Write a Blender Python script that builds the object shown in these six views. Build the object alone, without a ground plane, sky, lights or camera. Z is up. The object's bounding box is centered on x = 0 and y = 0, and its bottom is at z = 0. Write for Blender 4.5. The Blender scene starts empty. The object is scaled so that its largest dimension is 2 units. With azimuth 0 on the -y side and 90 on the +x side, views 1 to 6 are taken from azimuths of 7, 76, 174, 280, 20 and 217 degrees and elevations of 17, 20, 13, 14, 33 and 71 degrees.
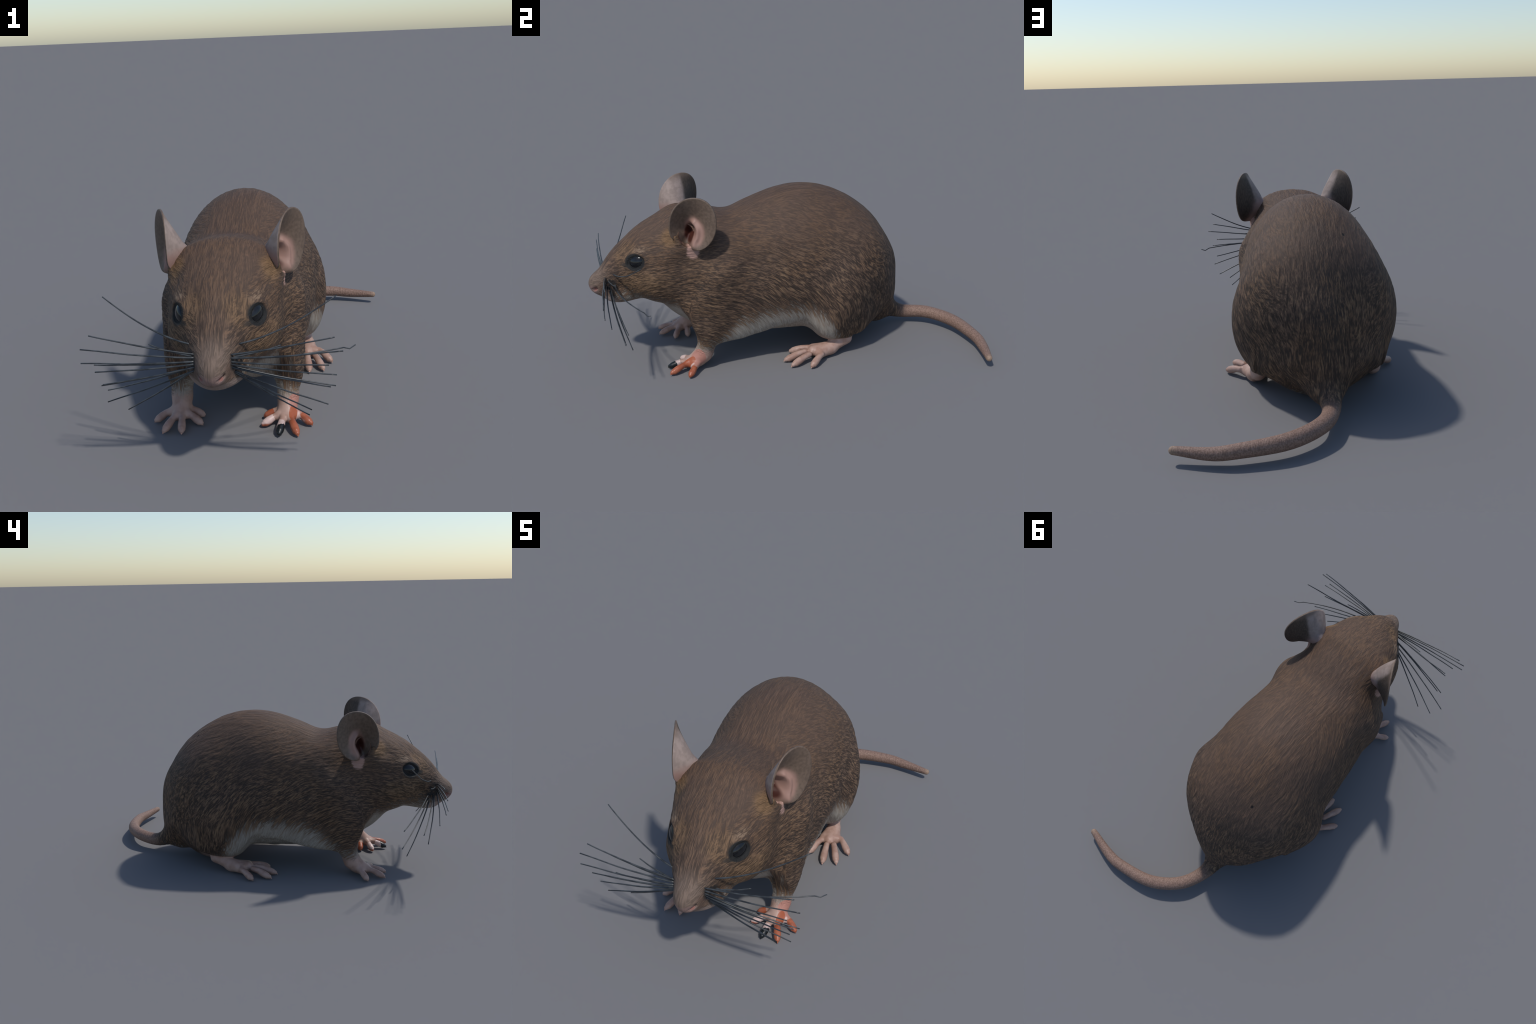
# A brown house mouse, standing on four feet, built from blended muscle masses.
import bpy, math, random
import numpy as np
from mathutils import Vector, noise as mnoise

random.seed(7)
XM = -0.07                      # the mirror plane of the animal
UP = np.array([0.0, 0.0, 1.0])

# ------------------------------------------------------------------ masses
# body masses: X from the mirror plane, y, z, radii x y z, tilt in the y-z plane
MID = {
    "rump":    (0, 0.359, 0.351, 0.309, 0.239, 0.361, -4.3),
    "back":    (0, 0.081, 0.496, 0.297, 0.431, 0.365, 8.8),
    "belly":   (0, 0.014, 0.390, 0.296, 0.616, 0.284, 1.7),
    "chest":   (0, -0.352, 0.483, 0.275, 0.126, 0.302, -40.2),
    "neck":    (0, -0.486, 0.588, 0.240, 0.067, 0.197, 16.3),
    "cranium": (0, -0.533, 0.633, 0.212, 0.264, 0.142, 12.0),
    "snout":   (0, -0.779, 0.543, 0.115, 0.156, 0.093, 32.1),
    "nose":    (0, -0.944, 0.435, 0.038, 0.048, 0.045, -1.6),
    "jaw":     (0, -0.802, 0.391, 0.109, 0.112, 0.044, 14.7),
    "pelvis":  (0, 0.550, 0.230, 0.106, 0.108, 0.201, 3.7),
    "breast":  (0, -0.530, 0.386, 0.124, 0.109, 0.096, 0.2),
}
PAIR = {
    "cheek":    (0.106, -0.620, 0.472, 0.107, 0.161, 0.114, 1.3),
    "haunch":   (0.240, 0.245, 0.312, 0.128, 0.121, 0.230, -15.7),
    "knee":     (0.282, 0.237, 0.231, 0.030, 0.168, 0.078, -38.6),
    "shoulder": (0.252, -0.278, 0.297, 0.045, 0.235, 0.148, 7.3),
    "scapula":  (0.121, -0.343, 0.601, 0.094, 0.126, 0.113, -0.5),
    "hip":      (0.180, 0.295, 0.489, 0.095, 0.145, 0.182, 3.6),
}
ARM = ((0.237, -0.398, 0.300, 0.024), (0.228, -0.462, 0.070, 0.034))
# soft hollows (+) and swellings (-): X, y, z, reach, depth
HOLLOWS = [(0.29, -0.315, 0.29, 0.09, 0.016), (0.32, 0.10, 0.29, 0.08, 0.010), (0.31, 0.31, 0.15, 0.08, 0.010),
           (0.22, -0.520, 0.350, 0.05, -0.005), (0.30, -0.36, 0.53, 0.09, -0.009), (0.26, 0.46, 0.55, 0.10, -0.005),
           (0.15, 0.58, 0.22, 0.07, -0.019), (0.28, 0.46, 0.27, 0.08, 0.013), (0.26, 0.00, 0.21, 0.08, -0.012),
           (0.14, -0.30, 0.745, 0.07, 0.004), (0.10, -0.16, 0.77, 0.07, -0.006), (0.25, -0.18, 0.61, 0.07, -0.006),
           (0.25, -0.50, 0.60, 0.06, 0.022), (0.22, -0.45, 0.67, 0.06, 0.022), (0.185, -0.65, 0.67, 0.05, 0.010),
           (0.18, -0.39, 0.735, 0.06, 0.009), (0.094, -0.858, 0.555, 0.05, 0.007), (0.08, -0.794, 0.640, 0.05, 0.007),
           (0.13, -0.754, 0.375, 0.05, 0.008), (0.294, -0.462, 0.315, 0.06, 0.003), (0.12, -0.22, 0.14, 0.12, -0.012),
           (0.05, -0.33, 0.19, 0.09, -0.014), (0.265, -0.475, 0.57, 0.035, 0.004),
           (0.10, -0.44, 0.17, 0.08, -0.018), (0.29, -0.22, 0.19, 0.07, 0.012), (0.25, -0.10, 0.65, 0.10, -0.005)]
BLEND = 0.035

TAIL = [(-0.07, 0.600, 0.115, 0.060), (-0.064, 0.709, 0.066, 0.038), (0.001, 0.842, 0.068, 0.034),
        (0.142, 0.937, 0.063, 0.033), (0.328, 0.967, 0.055, 0.029),
        (0.432, 0.958, 0.047, 0.0255), (0.570, 0.917, 0.051, 0.0165)]

# toes: knuckle and claw tip (X, y); the order runs from the outside in
FORE_TOES = [((0.268, -0.508), (0.333, -0.557)), ((0.240, -0.552), (0.278, -0.647)),
             ((0.212, -0.556), (0.199, -0.649)), ((0.190, -0.535), (0.123, -0.571)),
             ((0.190, -0.492), (0.127, -0.498))]
HIND_TOES = [((0.345, 0.128), (0.409, 0.054)), ((0.323, 0.070), (0.370, -0.041)),
             ((0.288, 0.058), (0.302, -0.063)), ((0.246, 0.080), (0.212, -0.010))]
FORE_BONES = [((0.229, -0.464, 0.085, 0.036), (0.226, -0.520, 0.040, 0.030)),
              ((0.226, -0.505, 0.045, 0.030), (0.255, -0.520, 0.034, 0.022)),
              ((0.226, -0.505, 0.045, 0.030), (0.232, -0.545, 0.036, 0.021)),
              ((0.222, -0.505, 0.045, 0.030), (0.200, -0.530, 0.036, 0.022)),
              ((0.224, -0.490, 0.042, 0.030), (0.205, -0.492, 0.032, 0.018))]
HIND_BONES = [((0.262, 0.270, 0.115, 0.036), (0.268, 0.285, 0.078, 0.029)),
              ((0.268, 0.288, 0.076, 0.029), (0.286, 0.190, 0.038, 0.029)),
              ((0.286, 0.200, 0.040, 0.028), (0.315, 0.130, 0.033, 0.027)),
              ((0.284, 0.200, 0.041, 0.028), (0.288, 0.100, 0.038, 0.026)),
              ((0.280, 0.200, 0.040, 0.028), (0.258, 0.110, 0.036, 0.024))]
EYE_P = np.array([0.146, -0.760, 0.581])          # on the face
EYE_AXES = np.array([(0.80, -0.53, 0.27), (0.36, 0.88, 0.34), (0.0, 0.0, 0.0)])   # out of the face, along the slit, across it
EYE_AXES[0] /= np.linalg.norm(EYE_AXES[0])
EYE_AXES[1] -= EYE_AXES[0] * (EYE_AXES[0] @ EYE_AXES[1])
EYE_AXES[1] /= np.linalg.norm(EYE_AXES[1])
EYE_AXES[2] = np.cross(EYE_AXES[0], EYE_AXES[1])
EYE_RADII = np.array([0.026, 0.047, 0.036])
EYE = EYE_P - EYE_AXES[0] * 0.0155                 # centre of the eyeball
NOSTRIL = np.array([0.034, -0.966, 0.416])


def toe_chain(k, t, fat):
    k, t = np.array(k), np.array(t)
    d = (t - k) / np.linalg.norm(t - k)
    L = np.linalg.norm(t - k)
    pts = [(0.0, 0.038, 0.0135 * fat), (0.30, 0.034, 0.0145 * fat), (0.55, 0.025, 0.0170 * fat),
           (0.74, 0.0185, 0.0160 * fat), (0.88, 0.0150, 0.0105 * fat)]
    return [np.array([*(k + d * L * f), z, r]) for f, z, r in pts]


FORE_CHAINS = [toe_chain(k, t, 1.0) for k, t in FORE_TOES]
HIND_CHAINS = [toe_chain(k, t, 1.08) for k, t in HIND_TOES]


def catmull(pts, m):
    P = np.array(pts, float)
    P = np.vstack([2 * P[0] - P[1], P, 2 * P[-1] - P[-2]])
    out = []
    for u in np.linspace(0, len(pts) - 1 - 1e-9, m):
        i = int(u)
        f = u - i
        a, b, c, d = P[i:i + 4]
        out.append(0.5 * (2 * b + (c - a) * f + (2 * a - 5 * b + 4 * c - d) * f * f + (3 * b - a - 3 * c + d) * f ** 3))
    return np.array(out)


TAIL_LINE = catmull(TAIL, 34)


# ------------------------------------------------------------------ distance field
def ellipsoid(p, q):
    a = math.radians(q[6])
    c, s = math.cos(a), math.sin(a)
    y, z = p[:, 1] - q[1], p[:, 2] - q[2]
    v = np.stack([p[:, 0] - q[0], c * y + s * z, -s * y + c * z], 1)
    r = np.array(q[3:6])
    k0 = np.linalg.norm(v / r, axis=1)
    k1 = np.linalg.norm(v / (r * r), axis=1)
    return k0 * (k0 - 1) / np.maximum(k1, 1e-6)


def bone(p, a, b):
    a, b = np.asarray(a, float), np.asarray(b, float)
    ba = b[:3] - a[:3]
    h = np.clip(((p - a[:3]) @ ba) / (ba @ ba), 0, 1)
    return np.linalg.norm(p - a[:3] - h[:, None] * ba, axis=1) - (a[3] + (b[3] - a[3]) * h)


def chain(p, pts):
    d = np.full(len(p), 9.0)
    for a, b in zip(pts[:-1], pts[1:]):
        d = np.minimum(d, bone(p, a, b))
    return d


def blend(ds, k):
    D = np.stack(ds)
    m = D.min(0)
    return m - k * np.log(np.exp(-(D - m) / k).sum(0))


def smooth_min(a, b, k):
    h = np.clip(0.5 + 0.5 * (b - a) / k, 0, 1)
    return b + (a - b) * h - k * h * (1 - h)


def near(p, lo, hi, fn, far=1.0):
    m = ((p > np.array(lo)) & (p < np.array(hi))).all(1)
    d = np.full(len(p), far)
    if m.any():
        d[m] = fn(p[m])
    return d


def trunk(q):
    return blend([ellipsoid(q, v) for v in MID.values()] + [ellipsoid(q, v) for v in PAIR.values()]
                 + [bone(q, *ARM)], BLEND) + sum(
        a * np.exp(-((q - np.array([x, y, z])) ** 2).sum(1) / (r * r)) for x, y, z, r, a in HOLLOWS)


def paw(q, bones, chains):
    d = blend([bone(q, a, b) for a, b in bones], 0.006)
    toes = np.stack([chain(q, c) for c in chains]).min(0)
    return smooth_min(d, toes, 0.014)


def body(p):
    q = p.copy()
    q[:, 0] = np.abs(q[:, 0] - XM)
    d = trunk(q)
    fore = near(q, (0.06, -0.72, -0.06), (0.42, -0.38, 0.17), lambda r: paw(r, FORE_BONES, FORE_CHAINS), 0.3)
    hind = near(q, (0.12, -0.13, -0.06), (0.48, 0.40, 0.20), lambda r: paw(r, HIND_BONES, HIND_CHAINS), 0.3)
    tail = near(p, (-0.25, 0.45, -0.06), (0.68, 1.08, 0.30), lambda r: chain(r, TAIL_LINE), 0.3)
    d = smooth_min(d, fore, 0.030)
    d = smooth_min(d, hind, 0.018)
    d = smooth_min(d, tail, 0.045)
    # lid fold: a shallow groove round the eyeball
    ev = near(q, EYE - 0.12, EYE + 0.12, lambda r: ellipsoid((r - EYE) @ EYE_AXES.T, (0, 0, 0, *EYE_RADII, 0)), 0.3)
    across = (q - EYE) @ EYE_AXES[2]
    d = d - 0.0065 * np.exp(-((ev - 0.006) / 0.008) ** 2) * np.clip(across / 0.03, 0, 1)      # brow and upper lid
    d = d + 0.0030 * np.exp(-((ev - 0.004) / 0.006) ** 2) - 0.0035 * np.exp(-((ev - 0.016) / 0.008) ** 2)
    # ear canal, and the fleshy root below it
    rootd = near(q, (0.1, -0.65, 0.5), (0.34, -0.35, 0.85), lambda r: bone(r, (0.215, -0.505, 0.665, 0.020), (0.196, -0.485, 0.615, 0.022)), 0.3)
    d = smooth_min(d, rootd, 0.020)
    d = -smooth_min(-d, ellipsoid(q, (0.215, -0.509, 0.708, 0.085, 0.041, 0.052, 0)), 0.010)
    tragus = near(q, (0.1, -0.65, 0.5), (0.34, -0.35, 0.85), lambda r: np.minimum(bone(r, (0.212, -0.568, 0.705, 0.010), (0.214, -0.556, 0.675, 0.012)), bone(r, (0.214, -0.552, 0.660, 0.009), (0.212, -0.535, 0.640, 0.010))), 0.3)
    d = smooth_min(d, tragus, 0.010)
    # nostril slits and lip line
    n = bone(q, (0.030, -0.984, 0.410, 0.006), (0.040, -0.958, 0.424, 0.007))
    d = -smooth_min(-d, n, 0.010)
    return d


def gradient(p, e=0.0015):
    g = np.zeros_like(p)
    for i in range(3):
        o = np.zeros(3)
        o[i] = e
        g[:, i] = (body(p + o) - body(p - o)) / (2 * e)
    return g


def surface_net(lo, hi, h):
    """Quads of the zero surface: coarse pass finds the shell, fine pass samples it."""
    n = (np.ceil((np.array(hi) - lo) / (h * 4)).astype(int)) * 4 + 1
    lo = np.array(lo, float)
    c = [np.arange(0, k, 4) for k in n]
    C = np.stack(np.meshgrid(*c, indexing="ij"), -1).reshape(-1, 3)
    vc = body(lo + C * h).reshape([len(k) for k in c])
    val = np.repeat(np.repeat(np.repeat(vc, 4, 0), 4, 1), 4, 2)[:n[0], :n[1], :n[2]].astype(np.float32)
    active = np.abs(vc) < h * 4 * 2.2
    mask = np.repeat(np.repeat(np.repeat(active, 4, 0), 4, 1), 4, 2)
    mask = np.roll(mask, (-2, -2, -2), (0, 1, 2)) | mask
    mask = mask[:n[0], :n[1], :n[2]]
    idx = np.argwhere(mask)
    out = np.empty(len(idx), np.float32)
    for s in range(0, len(idx), 200000):
        out[s:s + 200000] = body(lo + idx[s:s + 200000] * h)
    val[mask] = out
    ins = val < 0
    cells = np.zeros(n - 1, np.int8)
    for i in (0, 1):
        for j in (0, 1):
            for k in (0, 1):
                cells += ins[i:n[0] - 1 + i, j:n[1] - 1 + j, k:n[2] - 1 + k]
    act = np.argwhere((cells > 0) & (cells < 8))
    num = np.full(n - 1, -1, np.int64)
    num[tuple(act.T)] = np.arange(len(act))
    acc, cnt = np.zeros((len(act), 3)), np.zeros(len(act))
    corners = [(i, j, k) for i in (0, 1) for j in (0, 1) for k in (0, 1)]
    for a in corners:
        for b in corners:
            if a < b and sum(abs(x - y) for x, y in zip(a, b)) == 1:
                va = val[tuple((act + a).T)]
                vb = val[tuple((act + b).T)]
                m = (va < 0) != (vb < 0)
                t = (va / np.where(m, va - vb, 1))[:, None]
                acc += np.where(m[:, None], np.array(a) + t * (np.array(b) - np.array(a)), 0)
                cnt += m
    verts = lo + (act + acc / cnt[:, None]) * h
    quads = []
    for ax in range(3):
        o = np.eye(3, dtype=int)[ax]
        u, w = np.eye(3, dtype=int)[(ax + 1) % 3], np.eye(3, dtype=int)[(ax + 2) % 3]
        a = ins[tuple(slice(0, n[i] - o[i]) for i in range(3))]
        b = ins[tuple(slice(o[i], n[i]) for i in range(3))]
        E = np.argwhere(a != b)
        E = E[(E[:, (ax + 1) % 3] > 0) & (E[:, (ax + 2) % 3] > 0)]
        f = np.stack([num[tuple((E - u - w).T)], num[tuple((E - w).T)], num[tuple(E.T)], num[tuple((E - u).T)]], 1)
        flip = ~a[tuple(E.T)]
        f[flip] = f[flip][:, ::-1]
        quads.append(f)
    return verts, np.concatenate(quads)


def flow(p):
    """Hair flow: coordinates across (c) and along (s) the coat, as in the fur material."""
    c = np.cbrt(np.maximum((np.maximum(p[:, 2], 0) + 0.05) ** 3 + 0.50 * (p[:, 1] + 0.5) ** 2, 1e-6))
    back = np.clip(p[:, 1] + 0.3, 0, 1)
    s = p[:, 1] - 0.8 * (p[:, 2] - 0.45) * back + 0.7 * np.minimum(p[:, 2] - 0.42, 0) * (1 - back)
    return c, s


verts, quads = surface_net((-0.60, -1.03, -0.03), (0.64, 1.03, 0.88), 0.0045)
for _ in range(3):
    d = body(verts)
    g = gradient(verts)
    verts = verts - np.clip(d, -0.003, 0.003)[:, None] * g / np.maximum((g * g).sum(1), 0.2)[:, None]
g = gradient(verts, 0.003)
nrm = g / np.maximum(np.linalg.norm(g, axis=1), 1e-6)[:, None]


def soft(x, a, b):
    t = np.clip((x - a) / (b - a), 0, 1)
    return t * t * (3 - 2 * t)


# fur relief: shallow combed locks, none on bare skin
c, s = flow(verts)
q = verts.copy()
q[:, 0] = np.abs(q[:, 0] - XM)
furry = soft(q[:, 2], 0.10, 0.15) * (1 - soft(q[:, 1], 0.62, 0.70)) * soft(q[:, 1], -0.88, -0.70) \
    * soft(np.linalg.norm(q - EYE, axis=1), 0.055, 0.09)
lateral = soft(np.abs(nrm[:, 0]), 0.45, 0.65)
lock_side = np.array([mnoise.noise((x * 20, cc * 115, ss * 20)) for x, cc, ss in zip(verts[:, 0], c, s)])
lock_top = np.array([mnoise.noise((x * 85, 0.5, ss * 18)) for x, ss in zip(verts[:, 0], s)])
lock = lock_side * lateral + lock_top * (1 - lateral)
verts = verts + nrm * (lock * 0.0021 * furry)[:, None]
verts[:, 2] = np.maximum(verts[:, 2], 0.0)

# ------------------------------------------------------------------ regions of the one body surface
cen = verts[quads].mean(1)
qc = cen.copy()
qc[:, 0] = np.abs(qc[:, 0] - XM)
right = cen[:, 0] < XM
region = np.full(len(quads), 0)                                   # torso
head_plane = (qc[:, 1] + 0.455) + 0.35 * (0.55 - qc[:, 2])
region[head_plane < 0] = 1                                        # head
arm_d = bone(qc, (0.239, -0.40, 0.25, 0.05), (0.229, -0.464, 0.078, 0.04))
fore_m = ((qc[:, 2] < 0.23) & (qc[:, 1] < -0.30) & (qc[:, 0] > 0.05) & (arm_d < 0.05)) | ((qc[:, 2] < 0.12) & (qc[:, 1] < -0.37))
region[fore_m] = 2
hind_m = (qc[:, 0] > 0.10) & (qc[:, 1] < 0.40) & (qc[:, 1] > -0.12) & (
    (ellipsoid(qc, PAIR["knee"]) < 0.028) | (ellipsoid(qc, PAIR["haunch"]) < 0.02) | (qc[:, 2] < 0.125))
region[hind_m] = 3
tail_d = chain(cen, TAIL_LINE)
region[(cen[:, 1] > 0.665) & (cen[:, 2] < 0.2) & (tail_d < 0.05)] = 4
toe_of = np.full(len(quads), -1)
for chains, code in ((FORE_CHAINS, 2), (HIND_CHAINS, 3)):
    m = np.argwhere((region == code) & (qc[:, 2] < 0.07))[:, 0]
    D = np.stack([chain(qc[m], ch[1:]) for ch in chains], 1)
    H = []
    for ch in chains:
        k, t = ch[0][:3], ch[-1][:3]
        H.append(((qc[m] - k) @ (t - k)) / ((t - k) @ (t - k)))
    best = D.argmin(1)
    ok = (D[np.arange(len(m)), best] < 0.008) & (np.stack(H, 1)[np.arange(len(m)), best] > 0.30)
    toe_of[m[ok]] = best[ok]


# ------------------------------------------------------------------ shader helpers
class Tree:
    def __init__(self, name):
        self.mat = bpy.data.materials.new(name)
        self.mat.use_nodes = True
        self.t = self.mat.node_tree
        self.bsdf = self.t.nodes["Principled BSDF"]
        self.obj = self.t.nodes.new("ShaderNodeTexCoord").outputs["Object"]
        sep = self.t.nodes.new("ShaderNodeSeparateXYZ")
        self.t.links.new(self.obj, sep.inputs[0])
        self.x, self.y, self.z = (self.w(o) for o in sep.outputs)
        self.X = (self.x - XM).op("ABSOLUTE")

    def w(self, s):
        return Val(self, s)

    def put(self, sock, v):
        if isinstance(v, Val):
            v = v.s
        if isinstance(v, bpy.types.NodeSocket):
            self.t.links.new(v, sock)
        else:
            sock.default_value = v

    def vec(self, a, b, c):
        n = self.t.nodes.new("ShaderNodeCombineXYZ")
        for i, v in enumerate((a, b, c)):
            self.put(n.inputs[i], v)
        return n.outputs[0]

    def noise(self, vec, scale=1.0, detail=2.0, rough=0.5, dist=0.0):
        n = self.t.nodes.new("ShaderNodeTexNoise")
        self.put(n.inputs["Vector"], vec)
        for k, v in (("Scale", scale), ("Detail", detail), ("Roughness", rough), ("Distortion", dist)):
            n.inputs[k].default_value = v
        return self.w(n.outputs["Fac"])

    def voronoi(self, vec, scale):
        n = self.t.nodes.new("ShaderNodeTexVoronoi")
        self.put(n.inputs["Vector"], vec)
        n.inputs["Scale"].default_value = scale
        return self.w(n.outputs["Distance"])

    def curve(self, v, pts, lo, hi):
        """Piecewise-linear function of v, given as (position, value) pairs."""
        n = self.t.nodes.new("ShaderNodeFloatCurve")
        cm = n.mapping
        cm.use_clip = False
        cv = cm.curves[0]
        pts = [((a - lo) / (hi - lo), b) for a, b in pts]
        cv.points[0].location, cv.points[1].location = pts[0], pts[-1]
        for p in pts[1:-1]:
            cv.points.new(*p)
        for p in cv.points:
            p.handle_type = "AUTO_CLAMPED"
        cm.update()
        self.put(n.inputs["Value"], (v - lo) * (1 / (hi - lo)))
        return self.w(n.outputs[0])

    def step(self, v, a, b):
        n = self.t.nodes.new("ShaderNodeMapRange")
        n.interpolation_type = "SMOOTHSTEP"
        self.put(n.inputs[0], v)
        if a > b:
            n.inputs[1].default_value, n.inputs[2].default_value = b, a
            n.inputs[3].default_value, n.inputs[4].default_value = 1, 0
        else:
            n.inputs[1].default_value, n.inputs[2].default_value = a, b
        return self.w(n.outputs[0])

    def mix(self, f, a, b):
        n = self.t.nodes.new("ShaderNodeMix")
        n.data_type = "RGBA"
        self.put(n.inputs[0], f)
        for sock, v in ((n.inputs[6], a), (n.inputs[7], b)):
            self.put(sock, (*v, 1) if isinstance(v, tuple) else v)
        return n.outputs[2]

    def ball(self, c, r, squash=(1, 1, 1), mirrored=True):
        """Distance from c in units of r."""
        x = self.X if mirrored else self.x
        a = (x - c[0]) * (1 / (r * squash[0]))
        b = (self.y - c[1]) * (1 / (r * squash[1]))
        d = (self.z - c[2]) * (1 / (r * squash[2]))
        return (a * a + b * b + d * d).op("SQRT")

    def bump(self, h, strength, dist):
        n = self.t.nodes.new("ShaderNodeBump")
        n.inputs["Strength"].default_value = strength
        n.inputs["Distance"].default_value = dist
        self.put(n.inputs["Height"], h)
        self.t.links.new(n.outputs[0], self.bsdf.inputs["Normal"])

    def done(self, col, rough=0.6, spec=0.3, **kw):
        self.put(self.bsdf.inputs["Base Color"], (*col, 1) if isinstance(col, tuple) else col)
        self.put(self.bsdf.inputs["Roughness"], rough)
        self.put(self.bsdf.inputs["Specular IOR Level"], spec)
        for k, v in kw.items():
            self.put(self.bsdf.inputs[k.replace("_", " ")], v)
        return self.mat


class Val:
    def __init__(self, tree, s):
        self.tree, self.s = tree, s

    def op(self, kind, other=None, clamp=False):
        n = self.tree.t.nodes.new("ShaderNodeMath")
        n.operation = kind
        n.use_clamp = clamp
        self.tree.put(n.inputs[0], self)
        if other is not None:
            self.tree.put(n.inputs[1], other)
        return Val(self.tree, n.outputs[0])

    def __add__(self, o): return self.op("ADD", o)
    def __radd__(self, o): return self.op("ADD", o)
    def __sub__(self, o): return self.op("SUBTRACT", o)
    def __rsub__(self, o): return (self * -1.0).op("ADD", o)
    def __mul__(self, o): return self.op("MULTIPLY", o)
    def __rmul__(self, o): return self.op("MULTIPLY", o)
    def clamp(self): return self.op("ADD", 0.0, True)


SKIN_A, SKIN_B, SKIN_C = (0.34, 0.205, 0.158), (0.43, 0.285, 0.232), (0.36, 0.17, 0.115)


def skin_colour(t):
    n = t.noise(t.obj, 22, 3)
    n2 = t.noise(t.obj, 60, 3)
    col = t.mix(t.step(n, 0.35, 0.65), SKIN_A, SKIN_B)
    return t.mix(t.step(n2, 0.62, 0.8) * 0.5, col, SKIN_C)


def coat_material():
    t = Tree("mouse_coat")
    x, y, z, X = t.x, t.y, t.z, t.X
    wob = t.noise(t.obj, 9, 2) - 0.5
    # hair flow, the same rule as flow()
    zp = z.op("MAXIMUM", 0.0) + 0.05
    yy = y + 0.5
    c = (zp * zp * zp + yy * yy * 0.50).op("MAXIMUM", 1e-6).op("POWER", 1 / 3)
    back = (y + 0.3).clamp()
    s = y - (z - 0.45) * 0.8 * back + (z - 0.42).op("MINIMUM", 0.0) * 0.7 * (1.0 - back)
    cc = c + (t.noise(t.obj, 6, 0) - 0.5) * 0.035
    geo = t.t.nodes.new("ShaderNodeNewGeometry")
    sepn = t.t.nodes.new("ShaderNodeSeparateXYZ")
    t.t.links.new(geo.outputs["Normal"], sepn.inputs[0])
    lat = t.step(t.w(sepn.outputs[0]).op("ABSOLUTE") + wob * 0.3, 0.40, 0.62)
    xw = x + (t.noise(t.obj, 13, 2) - 0.5) * 0.012

    def hair(fx, fs, detail):
        a = t.noise(t.vec(x * fx * 0.25, cc * fx, s * fs), 1, detail, 0.55)
        b = t.noise(t.vec(xw * fx, s * fs, 0.5), 1, detail, 0.55)
        return a * lat + b * (1.0 - lat)

    fine = hair(290, 40, 2)
    coarse = hair(130, 24, 1)
    tiny = hair(480, 80, 1)
    patch = t.noise(t.obj, 5, 3)
    # contrast: strong on the flanks, soft along the spine and the forehead
    side = t.step(z + t.noise(t.obj, 4, 2) * 0.1, 0.80, 0.50)
    streak = fine * 0.5 + coarse * 0.33 + tiny * 0.17
    lo = t.step(streak, 0.43, 0.56)
    hi = t.step(streak, 0.52, 0.64)
    mid_col = t.mix(t.step(patch, 0.35, 0.7), (0.105, 0.065, 0.045), (0.126, 0.073, 0.043))
    dark = t.mix(side, (0.078, 0.050, 0.036), (0.039, 0.026, 0.019))
    light = t.mix(side, (0.138, 0.086, 0.057), (0.218, 0.140, 0.081))
    fur = t.mix(lo, dark, mid_col)
    fur = t.mix(hi * 0.7, fur, light)
    # darker band along the rump midline, running into the tail root
    rump_band = t.step(X + wob * 0.08, 0.10, 0.02) * t.step(y, 0.30, 0.55)
    fur = t.mix(rump_band * t.step(fine, 0.62, 0.42) * 0.6, fur, (0.045, 0.033, 0.027))
    fur = t.mix(t.step(t.noise(t.obj, 7, 2), 0.52, 0.68) * hi * 0.35, fur, (0.190, 0.095, 0.055))
    # warmer ochre on cheek, brow and before the ear
    ochre = (t.step(t.ball((0.13, -0.72, 0.475), 0.16, (1, 1, 0.55)), 1.1, 0.5)
             + t.step(t.ball((0.085, -0.80, 0.60), 0.085), 1.1, 0.4)
             + t.step(t.ball((0.19, -0.60, 0.70), 0.07), 1.0, 0.4)).clamp()
    ochre_col = t.mix(lo, (0.07, 0.042, 0.022), (0.22, 0.130, 0.066))
    fur = t.mix(ochre * 0.5, fur, ochre_col)
    fore_ear = t.step(t.ball((0.195, -0.600, 0.715), 0.055, (1.2, 0.8, 1.2)) + (streak - 0.5) * 1.5, 1.0, 0.5)
    fur = t.mix(fore_ear * 0.3, fur, (0.21, 0.118, 0.050))
    brow = t.step(t.ball((0.130, -0.715, 0.635), 0.055, (1, 1.2, 0.5)), 1.1, 0.3)
    fur = t.mix(brow * t.step(streak, 0.45, 0.58) * 0.6, fur, (0.27, 0.195, 0.135))
    # pale belly, throat and inner forelegs, with a combed edge
    edge = t.curve(y, [(-1.0, 0.37), (-0.88, 0.372), (-0.80, 0.392), (-0.70, 0.375), (-0.62, 0.345), (-0.56, 0.285), (-0.52, 0.22),
                       (-0.46, 0.13), (-0.40, 0.150), (-0.34, 0.195), (-0.27, 0.25), (-0.14, 0.288), (0.0, 0.30),
                       (0.08, 0.285), (0.14, 0.245), (0.19, 0.20), (0.23, 0.12), (0.30, 0.05), (0.6, 0.03), (1.0, 0.0)], -1, 1)
    inner = ((0.215 - X) * 1.8).op("MAXIMUM", 0.0).op("MINIMUM", 0.10) * t.step(y, -0.30, -0.42) * t.step(y, -0.62, -0.55)
    rear = ((0.27 - X) * 1.2).op("MAXIMUM", 0.0).op("MINIMUM", 0.10) * t.step(y, 0.12, 0.2) * t.step(y, 0.36, 0.24)
    pale = t.step(z - edge + 0.012 - inner - rear + (streak - 0.5) * 0.40 + wob * 0.04, 0.042, -0.042)
    pale_col = t.mix(t.step(fine, 0.35, 0.65), (0.25, 0.214, 0.178), (0.345, 0.308, 0.264))
    fur = t.mix(pale, fur, pale_col)
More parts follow.
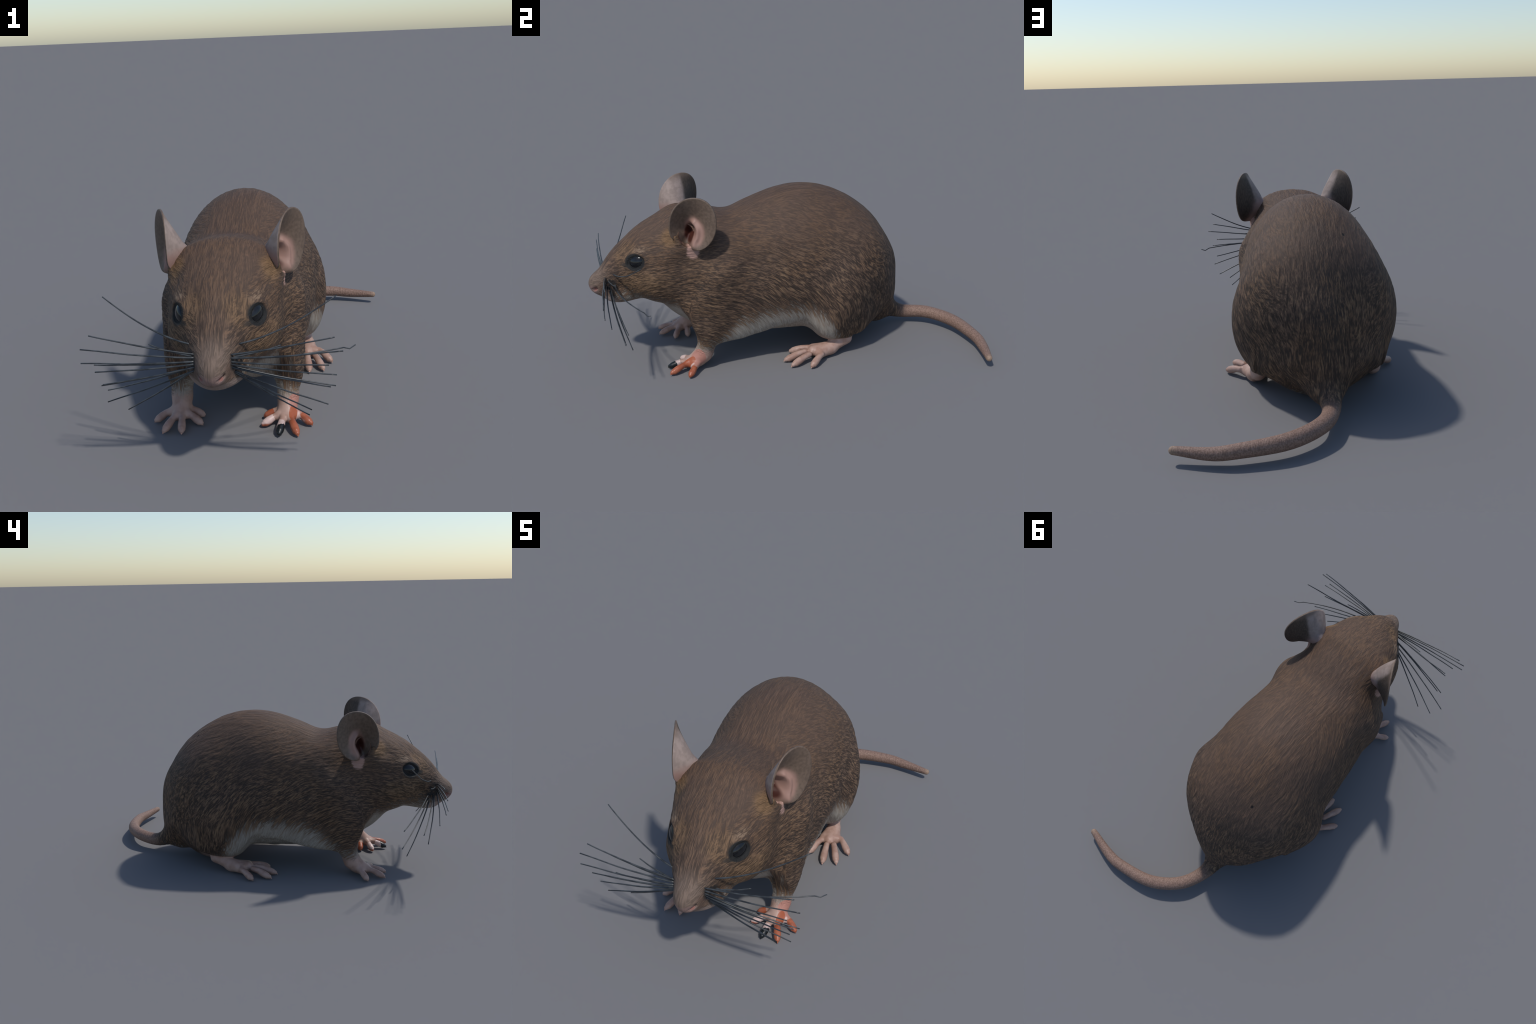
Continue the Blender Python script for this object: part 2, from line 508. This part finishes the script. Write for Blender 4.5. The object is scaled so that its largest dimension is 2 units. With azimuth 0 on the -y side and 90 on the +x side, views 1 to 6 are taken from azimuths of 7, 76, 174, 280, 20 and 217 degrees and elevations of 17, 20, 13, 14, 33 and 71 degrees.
    fur = t.mix(t.step(t.ball((-0.176, 0.413, 0.738), 0.010, (0.8, 1.3, 1.3), False) + wob * 0.6, 1.0, 0.6), fur, (0.012, 0.009, 0.008))
    # nose: soft taupe down, pinker leather round the nostrils
    muzzle = t.step(t.ball((0.0, -0.985, 0.445), 0.17, (1, 1, 1)), 1.0, 0.35)
    fur = t.mix(muzzle * 0.8, fur, t.mix(t.step(fine, 0.4, 0.6), (0.138, 0.099, 0.076), (0.185, 0.134, 0.106)))
    flank_lip = muzzle * t.step(X, 0.040, 0.062) * t.step(z, 0.475, 0.440)
    fur = t.mix(flank_lip * 0.75, fur, t.mix(t.step(fine, 0.4, 0.6), (0.095, 0.056, 0.040), (0.145, 0.088, 0.064)))
    leather = t.step(t.ball((0.022, -0.978, 0.412), 0.042, (1.1, 1, 0.75)), 1.0, 0.5)
    fur = t.mix(leather * 0.7, fur, (0.27, 0.175, 0.155))
    slit = t.step(t.ball((0.036, -0.970, 0.416), 0.015, (0.7, 1.3, 0.8)), 1.1, 0.5)
    fur = t.mix(slit * 0.8, fur, (0.27, 0.105, 0.085))
    lip = t.step(z + wob * 0.01, 0.388, 0.376) * t.step(y, -0.84, -0.88)
    fur = t.mix(lip * 0.6, fur, (0.30, 0.22, 0.19))
    # whisker pad: dark roots
    pad = t.step(t.ball((0.085, -0.895, 0.448), 0.050, (1, 0.9, 1)), 1.0, 0.6)
    fur = t.mix(pad * t.step(t.noise(t.obj, 55, 2), 0.42, 0.52) * 0.85, fur, (0.018, 0.020, 0.022))
    # eye rim
    rim = t.step(t.ball(tuple(EYE_P + np.array([0.0, -0.004, -0.003])), 0.049, (1.1, 1.10, 0.88)), 1.10, 0.90)
    fur = t.mix(rim, fur, (0.014, 0.014, 0.014))
    corner = t.step(t.ball((EYE_P[0] - 0.020, EYE_P[1] - 0.056, EYE_P[2] - 0.020), 0.026, (1.2, 1.3, 0.55)), 1.0, 0.5)
    fur = t.mix(corner * 0.8, fur, (0.022, 0.021, 0.020))
    # bare skin: feet, ear root, tail
    skin = skin_colour(t)
    fore_line = t.step(y, -0.33, -0.38) * t.step(z + (streak - 0.5) * 0.12 + wob * 0.03, 0.125, 0.085)
    hind_line = t.step(y, 0.42, 0.36) * t.step(y, -0.2, -0.15) * t.step(z + wob * 0.02, 0.097, 0.090)
    col = t.mix((fore_line + hind_line).clamp(), fur, skin)
    canal = t.step(t.ball((0.215, -0.510, 0.712), 0.048, (2.0, 0.92, 1.15)) + wob * 0.2, 1.0, 0.9)
    col = t.mix(canal, col, (0.30, 0.17, 0.13))
    col = t.mix(t.step(t.ball((0.165, -0.510, 0.712), 0.044, (1.3, 0.9, 1.1)), 1.0, 0.8), col, (0.045, 0.012, 0.009))
    def spot(c, r, sq=(1, 1, 1)):
        return t.step(t.ball(c, r, sq, False) + wob * 0.3, 1.02, 0.97)
    col = t.mix(spot((0.195, -0.500, 0.075), 0.040, (1, 1, 1.1)), col, (0.42, 0.20, 0.155))
    col = t.mix(spot((0.183, -0.545, 0.050), 0.040, (0.45, 1, 0.9)), col, (0.34, 0.092, 0.042))
    col = t.mix(spot((0.195, -0.520, 0.030), 0.030, (0.9, 0.7, 0.8)), col, (0.56, 0.38, 0.33))
    root = t.step(t.ball((0.215, -0.490, 0.636), 0.050, (2.2, 0.75, 0.9)) + wob * 0.8 + (streak - 0.5) * 1.2, 1.05, 0.75)
    col = t.mix(root, col, (0.40, 0.245, 0.20))
    tailm = t.step(y + wob * 0.03 + (streak - 0.5) * 0.04 + (0.07 - z) * 0.6, 0.650, 0.770)
    rings = t.noise(t.vec(x * 160, y * 160, z * 160), 1, 2)
    tail_col = t.mix(t.step(rings, 0.35, 0.65), (0.180, 0.112, 0.085), (0.272, 0.175, 0.136))
    tail_col = t.mix(t.step(x, 0.540, 0.585) * 0.5, tail_col, (0.36, 0.26, 0.18))
    col = t.mix(tailm, col, tail_col)
    bare = ((fore_line + hind_line).clamp() + tailm * 0.4).clamp()
    t.bump((fine * 0.6 + tiny * 0.2 + coarse * 0.5) * (1.0 - bare * 0.85), 0.75, 0.006)
    return t.done(col, 0.72 - bare * 0.30, 0.28)


def plain(name, col, col2, rough, spec=0.4, scale=60):
    t = Tree(name)
    n = t.noise(t.obj, scale, 3)
    return t.done(t.mix(t.step(n, 0.35, 0.65), col, col2), rough, spec)


def stained_toe(name, kind):
    """The odd toes of one forefoot: rust red, half pale, or tipped with black."""
    t = Tree(name)
    rust = t.mix(t.step(t.noise(t.obj, 40, 2), 0.4, 0.7), (0.33, 0.088, 0.040), (0.39, 0.118, 0.060))
    pale = (0.62, 0.45, 0.40)
    if kind == "rust":
        col = rust
    elif kind == "half":
        col = t.mix(t.step(t.x * 0.8 + t.y * 0.9 + 0.335 + t.noise(t.obj, 30, 1) * 0.01, 0.024, 0.028), pale, rust)
    elif kind == "black_tip":
        col = t.mix(t.step(t.y - (t.x - 0.13) * 0.35 + (t.noise(t.obj, 90, 1) - 0.5) * 0.02, -0.612, -0.609), (0.006, 0.008, 0.009), pale)
    else:
        col = t.mix(t.step(t.z + t.noise(t.obj, 40, 1) * 0.01, 0.020, 0.030), rust, pale)
    return t.done(col, 0.38, 0.45)


COAT = coat_material()
CLAW = plain("claw_horn", (0.42, 0.22, 0.16), (0.52, 0.31, 0.24), 0.4)
EYE_MAT = plain("eye_gloss", (0.004, 0.004, 0.005), (0.009, 0.010, 0.012), 0.12, 0.35)
EYE_MAT.node_tree.nodes["Principled BSDF"].inputs["Coat Weight"].default_value = 0.15
WHISKER = plain("whisker_hair", (0.022, 0.025, 0.028), (0.060, 0.066, 0.070), 0.35, 0.5, 25)
STAIN = {0: stained_toe("toe_half_rust", "half"), 1: stained_toe("toe_rust", "rust"),
         2: stained_toe("toe_black_tip", "black_tip"), 3: stained_toe("toe_pale_rust", "sole")}
STAIN[4] = STAIN[1]

# ------------------------------------------------------------------ objects
root = bpy.data.objects.new("mouse", None)
root["label"] = "brown house mouse with pale belly, large ears and pink tail"
root["category"] = "mouse"
bpy.context.collection.objects.link(root)


def new_object(name, mesh, parent, *mats):
    o = bpy.data.objects.new(name, mesh)
    for m in mats:
        o.data.materials.append(m)
    bpy.context.collection.objects.link(o)
    o.parent = parent
    return o


def mesh_from(name, v, f):
    me = bpy.data.meshes.new(name)
    me.from_pydata(np.asarray(v).tolist(), [], np.asarray(f).tolist() if isinstance(f, np.ndarray) else f)
    me.polygons.foreach_set("use_smooth", [True] * len(me.polygons))
    me.update()
    return me


# normals of the whole, relief included
tri_n = np.cross(verts[quads[:, 2]] - verts[quads[:, 0]], verts[quads[:, 3]] - verts[quads[:, 1]])
vn = np.zeros_like(verts)
for i in range(4):
    np.add.at(vn, quads[:, i], tri_n)
vn /= np.maximum(np.linalg.norm(vn, axis=1), 1e-12)[:, None]
if (vn * nrm).sum() < 0:
    quads = quads[:, ::-1]
    vn = -vn


def cut(name, sel, parent, mat):
    f = quads[sel]
    used, inv = np.unique(f, return_inverse=True)
    me = mesh_from(name, verts[used], inv.reshape(f.shape))
    me.normals_split_custom_set_from_vertices(vn[used].tolist())
    return new_object(name, me, parent, mat)


torso = cut("torso", region == 0, root, COAT)
head = cut("head", region == 1, root, COAT)
tail = cut("tail", region == 4, root, COAT)


def claw_mesh(chain_pts, tip, side):
    end = chain_pts[-1]
    a = end[:3] - 0.004 * np.array([*(np.array(tip) - end[:2]), 0]) / np.linalg.norm(np.array(tip) - end[:2])
    a[2] = 0.016
    b = np.array([tip[0], tip[1], 0.006])
    spine = [a, a * 0.6 + b * 0.4 + [0, 0, 0.0055], a * 0.25 + b * 0.75 + [0, 0, 0.0030], b]
    rad = [0.0080, 0.0068, 0.0048, 0.0012]
    fwd = (b - a) * [1, 1, 0]
    fwd = fwd / np.linalg.norm(fwd)
    lat = np.cross(fwd, UP)
    V, F, n = [], [], 10
    for c0, r in zip(spine, rad):
        for i in range(n):
            an = 2 * math.pi * i / n
            V.append(c0 + lat * r * math.cos(an) + UP * r * math.sin(an))
    for k in range(3):
        for i in range(n):
            j = (i + 1) % n
            F.append((k * n + i, k * n + j, k * n + n + j, k * n + n + i))
    F += [tuple(range(n))[::-1], tuple(range(3 * n, 4 * n))]
    V = np.array(V)
    V[:, 0] = XM + side * V[:, 0]
    if side < 0:
        F = [f[::-1] for f in F]
    return mesh_from("claw", V, F)


for code, name, chains, toes in ((2, "forelimb", FORE_CHAINS, FORE_TOES), (3, "hindlimb", HIND_CHAINS, HIND_TOES)):
    for side in (1, -1):
        m = (region == code) & (right == (side < 0))
        limb = cut(name, m & (toe_of < 0), root, COAT)
        for i, (ch, (k, tp)) in enumerate(zip(chains, toes)):
            odd = code == 2 and side == 1
            cut("toe", m & (toe_of == i), limb, STAIN[i] if odd else COAT)
            new_object("claw", claw_mesh(ch, tp, side), limb, STAIN[i] if odd else CLAW)


# ------------------------------------------------------------------ eyes
def ball_mesh(name, c, r, n=32):
    V, F = [], []
    for i in range(1, n):
        a = math.pi * i / n
        for j in range(2 * n):
            b = math.pi * j / n
            V.append((c[0] + r * math.sin(a) * math.cos(b), c[1] + r * math.sin(a) * math.sin(b), c[2] + r * math.cos(a)))
    m = 2 * n
    for i in range(n - 2):
        for j in range(m):
            k = (j + 1) % m
            F.append((i * m + j, i * m + m + j, i * m + m + k, i * m + k))
    V += [(c[0], c[1], c[2] + r), (c[0], c[1], c[2] - r)]
    for j in range(m):
        k = (j + 1) % m
        F.append((len(V) - 2, j, k))
        F.append((len(V) - 1, (n - 2) * m + k, (n - 2) * m + j))
    return mesh_from(name, V, F)


for side in (1, -1):
    me = ball_mesh("eye", (0, 0, 0), 1.0)
    for vtx in me.vertices:
        p = EYE + (np.array(vtx.co) * EYE_RADII) @ EYE_AXES
        vtx.co = (XM + side * p[0], p[1], p[2])
    if side > 0:
        me.flip_normals()
    new_object("eye", me, head, EYE_MAT)

# ------------------------------------------------------------------ ears
EAR_C = np.array([0.268, -0.482, 0.775])        # centre of the rim
EAR_T = np.array([0.397, 0.918, 0.0])           # towards the rear edge
EAR_N = np.array([0.918, -0.397, 0.0])          # out of the bowl


def ear_rim(a):
    """Rim of the pinna: wide and round above, drawn in below."""
    ca, sa = math.cos(a), math.sin(a)
    w = 0.114
    up = 0.132
    dn = 0.130
    u = w * math.copysign(abs(ca) ** 0.92, ca)
    v = (up if sa > 0 else dn) * math.copysign(abs(sa) ** 0.95, sa)
    u += 0.012 * math.sin(a) - 0.006
    lean = 0.010 * max(0.0, sa) ** 2
    lean += 0.070 * math.exp(-((math.degrees(a) - 246) / 22) ** 2)    # the rim dives into the cheek
    return EAR_C + EAR_T * u + UP * v - EAR_N * lean


def ear_mesh(side):
    rings, spokes = 30, 80
    sink = EAR_C + EAR_T * -0.047 + UP * -0.055        # the ear canal, low at the front
    inner = np.zeros((rings, spokes, 3))
    for j in range(spokes):
        a = 2 * math.pi * j / spokes
        rim = ear_rim(a)
        back = 0.5 + 0.5 * math.cos(a)                 # 1 at the rear edge, which flares out thin
        for i in range(rings):
            f = 0.05 + 0.95 * i / (rings - 1)
            p = sink + (rim - sink) * f
            depth = 0.100 * (1 - f) ** (1.0 + 0.75 * back)
            depth += 0.010 * math.sin(math.pi * f) * (1 - back)
            inner[i, j] = p - EAR_N * depth
    du = np.roll(inner, -1, 1) - np.roll(inner, 1, 1)
    dv = np.gradient(inner, axis=0)
    nn = np.cross(du, dv)
    nn /= np.linalg.norm(nn, axis=2, keepdims=True)
    if (nn[10] @ EAR_N).mean() < 0:
        nn = -nn
    f = np.linspace(0, 1, rings)[:, None, None]
    outer = inner - nn * (0.007 + 0.006 * (1 - f ** 3))
    # folds inside the bowl: the pink antihelix sweeping down to the notch
    fold = [EAR_C + EAR_T * a + UP * b for a, b in ((-0.015, -0.002), (0.004, -0.030), (0.002, -0.065), (-0.012, -0.095), (-0.016, -0.130))]
    fl = catmull(np.array(fold), 24)
    flat = inner - ((inner - EAR_C) @ EAR_N)[..., None] * EAR_N
    d = np.linalg.norm(flat[:, :, None, :] - fl[None, None], axis=3).min(2)
    lift = 0.028 * np.exp(-(d / 0.017) ** 2) * (1 - f[..., 0] ** 3)
    f0 = np.clip(1 - (0.05 + 0.95 * f[..., 0]) / 0.30, 0, 1)
    inner = inner - EAR_N * (0.022 * f0)[..., None]
    outer = outer - EAR_N * (0.022 * f0)[..., None]
    inner = inner + EAR_N * lift[..., None]
    V = np.concatenate([inner.reshape(-1, 3), outer.reshape(-1, 3)])
    F, mat = [], []
    off = rings * spokes
    for i in range(rings - 1):
        for j in range(spokes):
            k = (j + 1) % spokes
            a, b, c0, d0 = i * spokes + j, i * spokes + k, (i + 1) * spokes + k, (i + 1) * spokes + j
            F.append((a, d0, c0, b)); mat.append(0)
            F.append((off + a, off + b, off + c0, off + d0)); mat.append(1)
    for j in range(spokes):
        k = (j + 1) % spokes
        a, b = (rings - 1) * spokes + j, (rings - 1) * spokes + k
        F.append((a, off + a, off + b, b)); mat.append(0)
    F.append(tuple(range(spokes))); mat.append(0)
    F.append(tuple(off + j for j in range(spokes))[::-1]); mat.append(1)
    V[:, 0] = XM + side * V[:, 0]
    if side < 0:
        F = [q0[::-1] for q0 in F]
    me = mesh_from("ear", V, F)
    me.polygons.foreach_set("material_index", mat)
    return me


def ear_materials():
    t = Tree("ear_inside")
    # a: across the bowl towards the rear, b: up
    a = (t.X - EAR_C[0]) * EAR_T[0] + (t.y - EAR_C[1]) * EAR_T[1]
    b = t.z - EAR_C[2]
    wob = (t.noise(t.obj, 14, 3) - 0.5) * 0.03
    rr = ((a + 0.015) * (a + 0.015) + (b + 0.045) * (b + 0.045) * 0.55).op("SQRT") + wob
    brown = t.mix(t.step(t.noise(t.obj, 70, 3), 0.35, 0.65), (0.118, 0.082, 0.060), (0.155, 0.108, 0.080))
    col = t.mix(t.step(rr, 0.068, 0.036), brown, (0.33, 0.195, 0.155))
    canal = (((a + 0.046) * (a + 0.046)) * 1.5 + ((b + 0.062) * (b + 0.062)) * 0.45).op("SQRT")
    col = t.mix(t.step(canal, 0.038, 0.024), col, (0.060, 0.018, 0.012))
    inside = t.done(col, 0.5, 0.35)
    t = Tree("ear_back")
    a = (t.X - EAR_C[0]) * EAR_T[0] + (t.y - EAR_C[1]) * EAR_T[1]
    wob = (t.noise(t.obj, 18, 3) - 0.5) * 0.02
    fuzz = t.noise(t.vec(t.x * 200, t.y * 200, t.z * 60), 1, 2)
    darkc = t.mix(t.step(fuzz, 0.35, 0.65), (0.060, 0.044, 0.035), (0.092, 0.068, 0.053))
    palec = t.mix(t.step(t.noise(t.obj, 40, 3), 0.35, 0.65), (0.26, 0.200, 0.172), (0.33, 0.255, 0.222))
    edgec = t.step(t.z + wob, 0.87, 0.90)
    col = t.mix(t.step(a + wob, -0.012, 0.010), palec, darkc)
    col = t.mix(edgec * 0.7, col, (0.17, 0.12, 0.09))
    col = t.mix(t.step(t.z + wob * 2, 0.78, 0.73) * t.step(a + wob, 0.03, -0.02), col, (0.33, 0.205, 0.170))
    t.bump(fuzz, 0.2, 0.003)
    back = t.done(col, 0.6, 0.3)
    return inside, back


EAR_IN, EAR_BACK = ear_materials()
for side in (1, -1):
    new_object("ear", ear_mesh(side), root, EAR_IN, EAR_BACK)

# ------------------------------------------------------------------ whiskers
# tip (X, y, z) of each whisker, one set per side
TIPS = {1: [(0.437, -0.757, 0.649), (0.430, -0.923, 0.556), (0.505, -0.734, 0.446), (0.459, -0.936, 0.510),
            (0.410, -0.938, 0.458), (0.437, -0.936, 0.421), (0.432, -0.837, 0.330), (0.415, -0.909, 0.361),
            (0.404, -0.853, 0.263), (0.344, -0.850, 0.238), (0.334, -0.820, 0.200), (0.24, -0.87, 0.50)],
        -1: [(0.431, -0.764, 0.646), (0.442, -0.923, 0.556), (0.473, -0.937, 0.509), (0.474, -0.941, 0.457),
             (0.504, -0.731, 0.352), (0.427, -0.936, 0.421), (0.412, -0.909, 0.358), (0.446, -0.832, 0.315),
             (0.460, -0.727, 0.242), (0.419, -0.855, 0.260), (0.376, -0.753, 0.174), (0.24, -0.87, 0.50)]}


def surface_x(y, z):
    xs = np.linspace(0.0, 0.25, 250)
    p = np.stack([XM + xs, np.full(250, y), np.full(250, z)], 1)
    d = body(p)
    ins = np.argwhere(d < 0)
    return xs[ins[-1, 0]] if len(ins) else 0.06


def whisker_mesh(tip, side, kinked):
    X, y, z = tip
    bow = 0.060 if kinked else 0.014
    front = min(1.0, max(0.0, (-0.73 - y) / 0.2))
    by = -0.868 - 0.046 * front
    bz = 0.446 + 0.26 * (z - 0.42) if z > 0.42 else 0.446 + 0.20 * (z - 0.42)
    bx = surface_x(by, bz) - 0.008
    a, e = np.array([bx, by, bz]), np.array(tip)
    L = np.linalg.norm(e - a)
    m = a + (e - a) * 0.45 + np.array([0.0, -bow * L / 0.4, 0.0]) + np.array([0, 0, -0.045 * (1 if z > 0.6 else 0.1)])
    n, k = 22, 7
    pts = []
    for i in range(n):
        u = i / (n - 1)
        p = a * (1 - u) ** 2 + m * 2 * u * (1 - u) + e * u * u
        p = p + np.array([0, 0.0008 * math.sin(11 * u + X * 90), 0.0008 * math.sin(13 * u + y * 70)]) * u
        pts.append(p)
    if kinked:
        pts[-2] = pts[-2] + np.array([0.0, 0.0, -0.010])
    pts = np.array(pts)
    tan = np.gradient(pts, axis=0)
    tan /= np.linalg.norm(tan, axis=1)[:, None]
    s1 = np.cross(tan, UP)
    s1 /= np.linalg.norm(s1, axis=1)[:, None]
    s2 = np.cross(s1, tan)
    V, F = [], []
    for i in range(n):
        u = i / (n - 1)
        r = 0.0038 - 0.0014 * u
        for j in range(k):
            an = 2 * math.pi * j / k
            V.append(pts[i] + r * (s1[i] * math.cos(an) + s2[i] * math.sin(an)))
    for i in range(n - 1):
        for j in range(k):
            q0 = (j + 1) % k
            F.append((i * k + j, i * k + q0, i * k + k + q0, i * k + k + j))
    F += [tuple(range(k))[::-1], tuple((n - 1) * k + j for j in range(k))]
    V = np.array(V)
    V[:, 0] = XM + side * V[:, 0]
    if side < 0:
        F = [f[::-1] for f in F]
    return mesh_from("whisker", V, F)


for side in (1, -1):
    for i, tip in enumerate(TIPS[side]):
        new_object("whisker", whisker_mesh(tip, side, side == 1 and i == 2), root, WHISKER)
